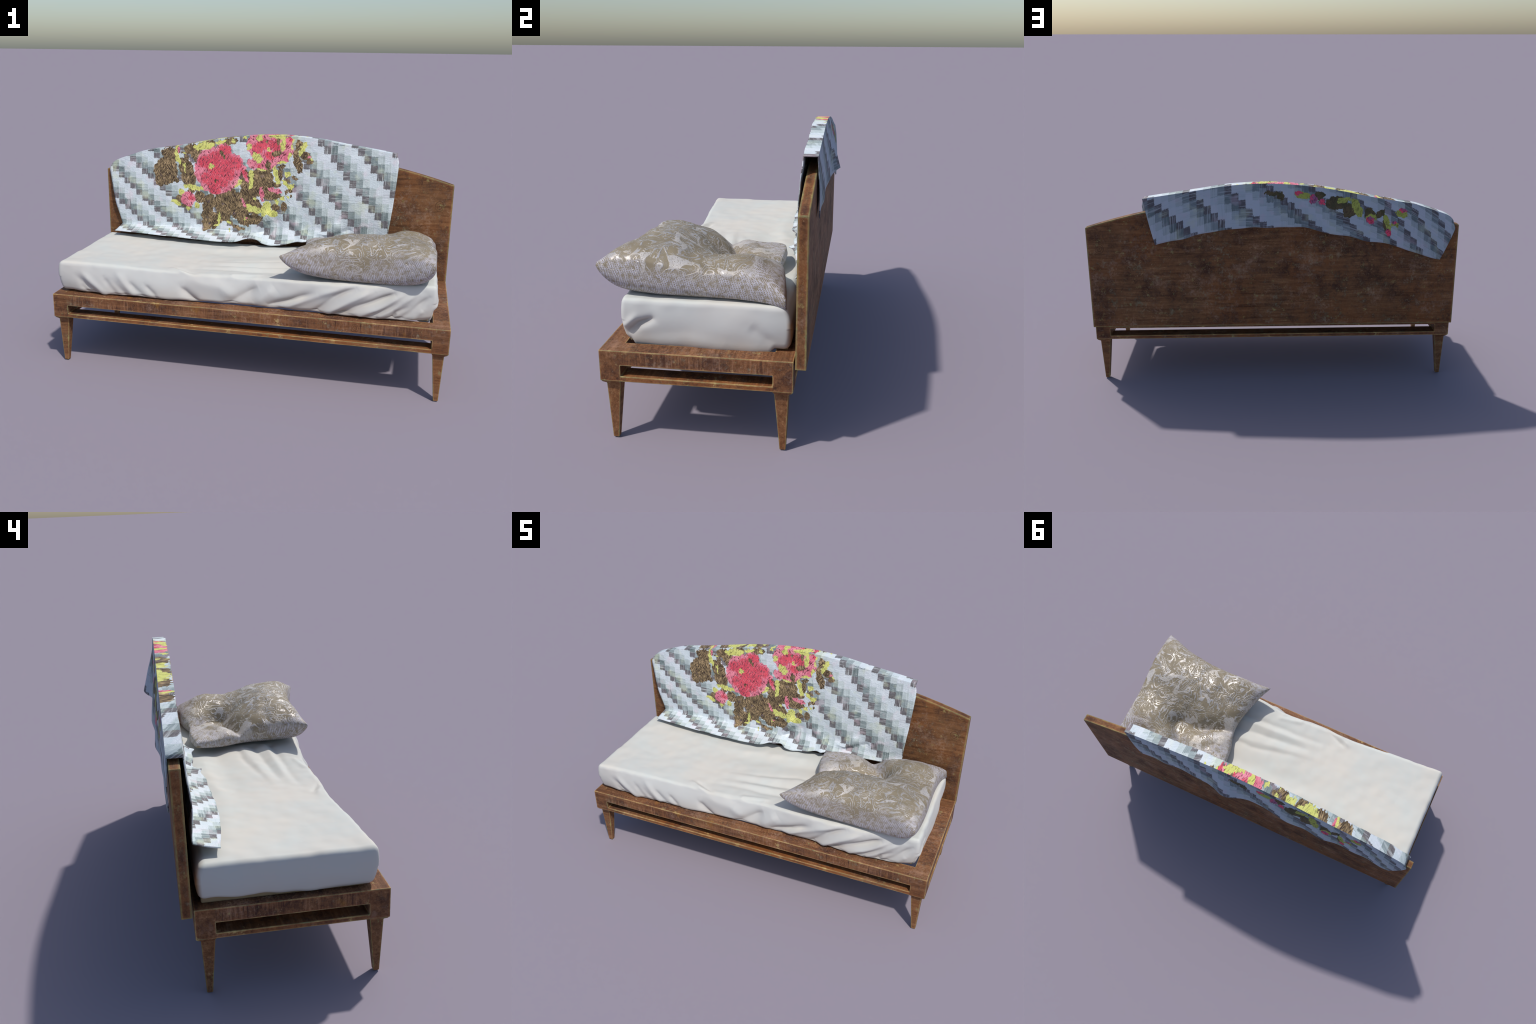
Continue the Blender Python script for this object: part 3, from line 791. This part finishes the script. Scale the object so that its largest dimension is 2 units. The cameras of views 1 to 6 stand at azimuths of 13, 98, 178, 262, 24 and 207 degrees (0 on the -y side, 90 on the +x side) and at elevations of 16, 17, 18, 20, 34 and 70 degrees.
disp = np.where(NRM[:, 2] < -0.7, np.minimum(disp, 0.0) * 0.2, disp)
P += NRM * disp[:, None]
inner = smoothstep(0.80, 0.88, P[:, 0]) * smoothstep(-0.31, -0.29, P[:, 1]) * smoothstep(0.245, 0.22, P[:, 1])  # sinks into the well at the right end
P[:, 2] -= 0.022 * inner * smoothstep(0.25, 0.0, h)
P[:, 2] = np.maximum(P[:, 2], 0.3795 - 0.03 * inner)
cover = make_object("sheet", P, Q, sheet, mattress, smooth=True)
box("mattress_base", (-0.955, -0.318, 0.3788), (0.895, 0.292, 0.412), ticking, mattress, 0.006)

# ------------------------------------------------------------------ the cushion
cushion = bpy.data.objects.new("cushion", None)
SC.objects.link(cushion)
cushion["label"] = "crumpled square cushion in beige metallic brocade, dented"
cushion["category"] = "cushion"
FL, FR, BR, BL = (0.181, -0.371, 0.660), (0.906, -0.432, 0.677), (0.932, 0.287, 0.553), (0.225, 0.205, 0.575)
M = 150
seam_front = catmull([FL, (0.28, -0.360, 0.630), (0.42, -0.354, 0.605), (0.58, -0.358, 0.600), (0.74, -0.380, 0.615), (0.84, -0.412, 0.645), FR], M)
seam_right = catmull([FR, (0.913, -0.34, 0.645), (0.915, -0.2, 0.62), (0.908, -0.04, 0.60), (0.905, 0.10, 0.585), (0.913, 0.21, 0.570), BR], M)
seam_back = catmull([BL, (0.33, 0.225, 0.585), (0.43, 0.225, 0.580), (0.53, 0.215, 0.575), (0.63, 0.245, 0.580), (0.78, 0.270, 0.575), BR], M)
seam_left = catmull([FL, (0.215, -0.315, 0.635), (0.252, -0.21, 0.605), (0.275, -0.10, 0.585), (0.270, -0.02, 0.575), (0.242, 0.07, 0.570), BL], M)
s = np.linspace(0, 1, M)
SS, TT = np.meshgrid(s, s, indexing="ij")  # s: left to right, t: front to back
c00, c10, c01, c11 = (np.asarray(q) for q in (FL, FR, BL, BR))
a3 = lambda q: q[..., None]
coons = a3(1 - TT) * seam_front[:, None, :] + a3(TT) * seam_back[:, None, :] + a3(1 - SS) * seam_left[None] + a3(SS) * seam_right[None]
coons -= a3((1 - SS) * (1 - TT)) * c00 + a3(SS * (1 - TT)) * c10 + a3((1 - SS) * TT) * c01 + a3(SS * TT) * c11
bx, by, bz = coons[..., 0], coons[..., 1], coons[..., 2]
bell = lambda u: np.sqrt(np.clip(4 * u * (1 - u), 0, 1))
Wt = bell(SS) ** (0.45 - 0.20 * SS) * bell(TT) ** (0.30 + 0.15 * TT)
Wb = bell(SS) ** 0.9 * bell(TT) ** 0.62
bump2 = lambda cx, cy, wx, wy: np.exp(-(((bx - cx) / wx) ** 2) - ((by - cy) / wy) ** 2)
top = 0.660 + 0.028 * bump2(0.84, -0.36, 0.13, 0.09) + 0.026 * bump2(0.30, -0.33, 0.10, 0.08) + 0.102 * np.exp(-np.abs((bx - 0.66) / 0.41) ** 3.2 - ((by + 0.245) / 0.21) ** 2) + 0.050 * bump2(0.80, 0.12, 0.17, 0.12) - 0.028 * bump2(0.34, 0.14, 0.13, 0.10) - 0.045 * bump2(0.58, 0.0, 0.12, 0.09)
flat = np.stack([bx, by, 0 * bx], -1).reshape(-1, 3)
fold = [(0.22, -0.045, 0), (0.342, -0.017, 0), (0.47, 0.035, 0), (0.594, 0.066, 0)]
d, t = polyline_field(flat, fold)
d, t = d.reshape(M, M), t.reshape(M, M)
top -= (0.055 + 0.055 * t) * np.exp(-((d / 0.040) ** 1.3))
d2, t2 = polyline_field(flat, [(0.594, 0.066, 0), (0.56, 0.14, 0), (0.51, 0.23, 0)])
d2 = d2.reshape(M, M)
top -= 0.075 * np.exp(-((d2 / 0.045) ** 1.4))
pn = np.stack([bx, by, bz], -1).reshape(-1, 3)
top += 0.006 * value_noise(pn * 7, 11).reshape(M, M) + 0.003 * value_noise(pn * 16, 12).reshape(M, M)
floor = 0.578
top = floor + 0.5 * ((top - floor) + np.sqrt((top - floor) ** 2 + 0.02**2))  # never deeper than the lower cover
zt = bz + (top - bz) * Wt
zb = bz + (0.530 - bz) * Wb
tx = bo = np.stack([bx, by], -1)
V = np.concatenate([np.dstack([tx, zt]).reshape(-1, 3), np.dstack([bo, zb]).reshape(-1, 3)])
idx = np.arange(M * M).reshape(M, M)
low = idx + M * M
for sl in ((0, slice(None)), (-1, slice(None)), (slice(None), 0), (slice(None), -1)):
    low[sl] = idx[sl]  # both covers meet in the seam
quads = [(idx[i, j], idx[i + 1, j], idx[i + 1, j + 1], idx[i, j + 1]) for i in range(M - 1) for j in range(M - 1)]
quads += [(low[i, j], low[i, j + 1], low[i + 1, j + 1], low[i + 1, j]) for i in range(M - 1) for j in range(M - 1)]
used = np.unique(np.asarray(quads))
remap = np.zeros(len(V), int)
remap[used] = np.arange(len(used))
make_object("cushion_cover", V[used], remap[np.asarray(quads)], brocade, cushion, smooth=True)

# ------------------------------------------------------------------ the quilt
quilt = bpy.data.objects.new("quilt", None)
SC.objects.link(quilt)
quilt["label"] = "patchwork quilt with embroidered red roses over the back panel"
quilt["category"] = "blanket"
q_top = curve1([(-1.0, 0.915), (-0.972, 0.932), (-0.937, 0.969), (-0.85, 1.002), (-0.753, 1.033), (-0.653, 1.051), (-0.528, 1.073), (-0.327, 1.113), (-0.167, 1.136), (-0.05, 1.146), (0.082, 1.149), (0.244, 1.138), (0.404, 1.114), (0.573, 1.089), (0.70, 1.070)])
q_hem_z = curve1([(-1.0, 0.574), (-0.91, 0.574), (-0.765, 0.575), (-0.50, 0.567), (-0.30, 0.556), (-0.185, 0.560), (-0.10, 0.580), (-0.03, 0.555), (0.052, 0.543), (0.16, 0.573), (0.22, 0.578), (0.35, 0.566), (0.55, 0.560), (0.64, 0.575), (0.70, 0.600)])
q_hem_y = curve1([(-1.0, 0.203), (-0.91, 0.203), (-0.64, 0.180), (-0.41, 0.183), (-0.20, 0.190), (-0.10, 0.225), (-0.03, 0.215), (0.10, 0.228), (0.228, 0.240), (0.305, 0.255), (0.456, 0.280), (0.70, 0.292)])
q_back_z = curve1([(-1.0, 0.700), (-0.90, 0.723), (-0.656, 0.803), (-0.507, 0.838), (-0.316, 0.884), (-0.138, 0.914), (0.017, 0.923), (0.10, 0.925), (0.194, 0.911), (0.381, 0.882), (0.485, 0.856), (0.63, 0.820), (0.72, 0.800)])
q_back_y = curve1([(-1.0, 0.378), (-0.91, 0.380), (-0.63, 0.387), (-0.51, 0.404), (-0.40, 0.400), (-0.28, 0.410), (-0.129, 0.394), (-0.03, 0.405), (0.075, 0.434), (0.15, 0.415), (0.227, 0.399), (0.385, 0.388), (0.63, 0.379), (0.72, 0.378)])
NU = 200
sections, kinds = [], []
vpar = []
for iu in range(NU + 1):
    u = iu / NU
    # rows from the front hem up over the top and down the back
    rows = []
    ftab = np.concatenate([np.linspace(0, 1, 10), 1 + np.linspace(0, 1, 46)[1:]])  # 0..1 kick-out, 1..2 hanging front
    for a in ftab:
        if a <= 1:
            xl, xr = -0.912 + 0.008 * a, 0.664
        else:
            w = a - 1
            xl = np.interp(w, [0, 0.3, 0.62, 0.97, 1], [-0.904, -0.936, -0.957, -0.974, -0.962])
            xr = np.interp(w, [0, 0.12, 0.4, 0.65, 0.9, 1], [0.664, 0.667, 0.682, 0.692, 0.700, 0.688])
        x = xl + (xr - xl) * u
        zc = 0.598 + 0.004 * np.sin(9 * x)
        hz, hy = float(q_hem_z(x)), float(q_hem_y(x))
        if a <= 1:
            y = hy + (0.300 - hy) * a**0.85
            z = hz + (zc - hz) * a**1.1
        else:
            w = a - 1
            zt_ = float(q_top(x))
            z = zc + (zt_ - zc) * w
            y = 0.302 + 0.013 * w - 0.010 * np.sin(np.pi * w) ** 2
        rows.append((x, y, z, 0))
    for a in np.linspace(0, 1, 8):  # across the top
        x = -0.962 + 1.649 * u
        zt_ = float(q_top(x))
        y = 0.3165 + 0.0565 * a
        z = zt_
        rows.append((x, y, z, 1))
    for a in np.linspace(0, 1, 24)[1:]:  # down behind
        xl = np.interp(a, [0, 0.2, 1], [-0.962, -0.976, -0.902])
        xr = np.interp(a, [0, 1], [0.687, 0.632])
        x = xl + (xr - xl) * u
        xt = -0.962 + 1.649 * u
        zt_ = float(q_top(xt))
        hz, hy = float(q_back_z(x)), float(q_back_y(x))
        z = zt_ + (hz - zt_) * a
        y = 0.373 + (hy - 0.373) * a**1.2 + 0.006 * np.sin(np.pi * a)
        y += 0.004 * a * np.sin(31 * x) * np.sin(3 * x + 1)
        z += 0.010 * a**4 * perlin(Vector((9 * x, 3.1, 0.7)))  # uneven hem
        rows.append((x, y, z, 2))
    sections.append(rows)
G = np.array(sections)
K = G[..., 3].astype(int)
G = G[..., :3]
NV = G.shape[1]
# loose cloth: soft ripples on the hanging parts
hang = np.where(K == 0, 1.0, np.where(K == 2, 0.4, 0.0))
fl = G.reshape(-1, 3)
rip = value_noise(fl * (5.5, 0, 4.0), 21) * 0.0035 + value_noise(fl * (14, 0, 11), 22) * 0.0016
low_w = np.exp(-(((fl[:, 2] - 0.60) / 0.10) ** 2)) * (fl[:, 1] < 0.315)
bunch = np.zeros(len(fl))
for pts, w, amp in [
    ([(-0.10, 0, 0.575), (-0.06, 0, 0.63), (-0.02, 0, 0.70)], 0.022, 0.018), ([(-0.06, 0, 0.565), (-0.01, 0, 0.64)], 0.02, -0.012), ([(0.05, 0, 0.55), (0.04, 0, 0.66)], 0.03, -0.012),
    ([(0.02, 0, 0.60), (0.20, 0, 0.60), (0.36, 0, 0.615)], 0.014, 0.010), ([(0.20, 0, 0.58), (0.14, 0, 0.66)], 0.02, 0.012), ([(0.38, 0, 0.66), (0.30, 0, 0.60)], 0.02, 0.010), ([(0.45, 0, 0.64), (0.36, 0, 0.60)], 0.015, -0.008),
    ([(-0.15, 0, 0.60), (-0.13, 0, 0.66)], 0.018, -0.010), ([(-0.45, 0, 0.60), (-0.20, 0, 0.61)], 0.012, 0.005),
]:
    dd, sp = polyline_field(fl * (1, 0, 1), pts)
    bunch += 1.4 * amp * np.exp(-((dd / w) ** 2))
off = (rip * hang.reshape(-1) - bunch * (fl[:, 1] < 0.3155) * (K.reshape(-1) == 0)).reshape(G.shape[:2])
G[..., 1] += off
G[..., 1] = np.where(K == 0, np.minimum(G[..., 1], 0.3165), G[..., 1])
V = G.reshape(-1, 3)
id_ = np.arange((NU + 1) * NV).reshape(NU + 1, NV)
faces, fm = [], []
for i in range(NU):
    for j in range(NV - 1):
        faces.append((id_[i, j], id_[i + 1, j], id_[i + 1, j + 1], id_[i, j + 1]))
        fm.append(1 if K[i, j + 1] == 2 else 0)
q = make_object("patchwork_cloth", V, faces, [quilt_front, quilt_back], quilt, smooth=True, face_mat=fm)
q.data.set_sharp_from_angle(angle=math.radians(32))
mod = q.modifiers.new("thickness", "SOLIDIFY")
mod.thickness = 0.004
mod.offset = -1
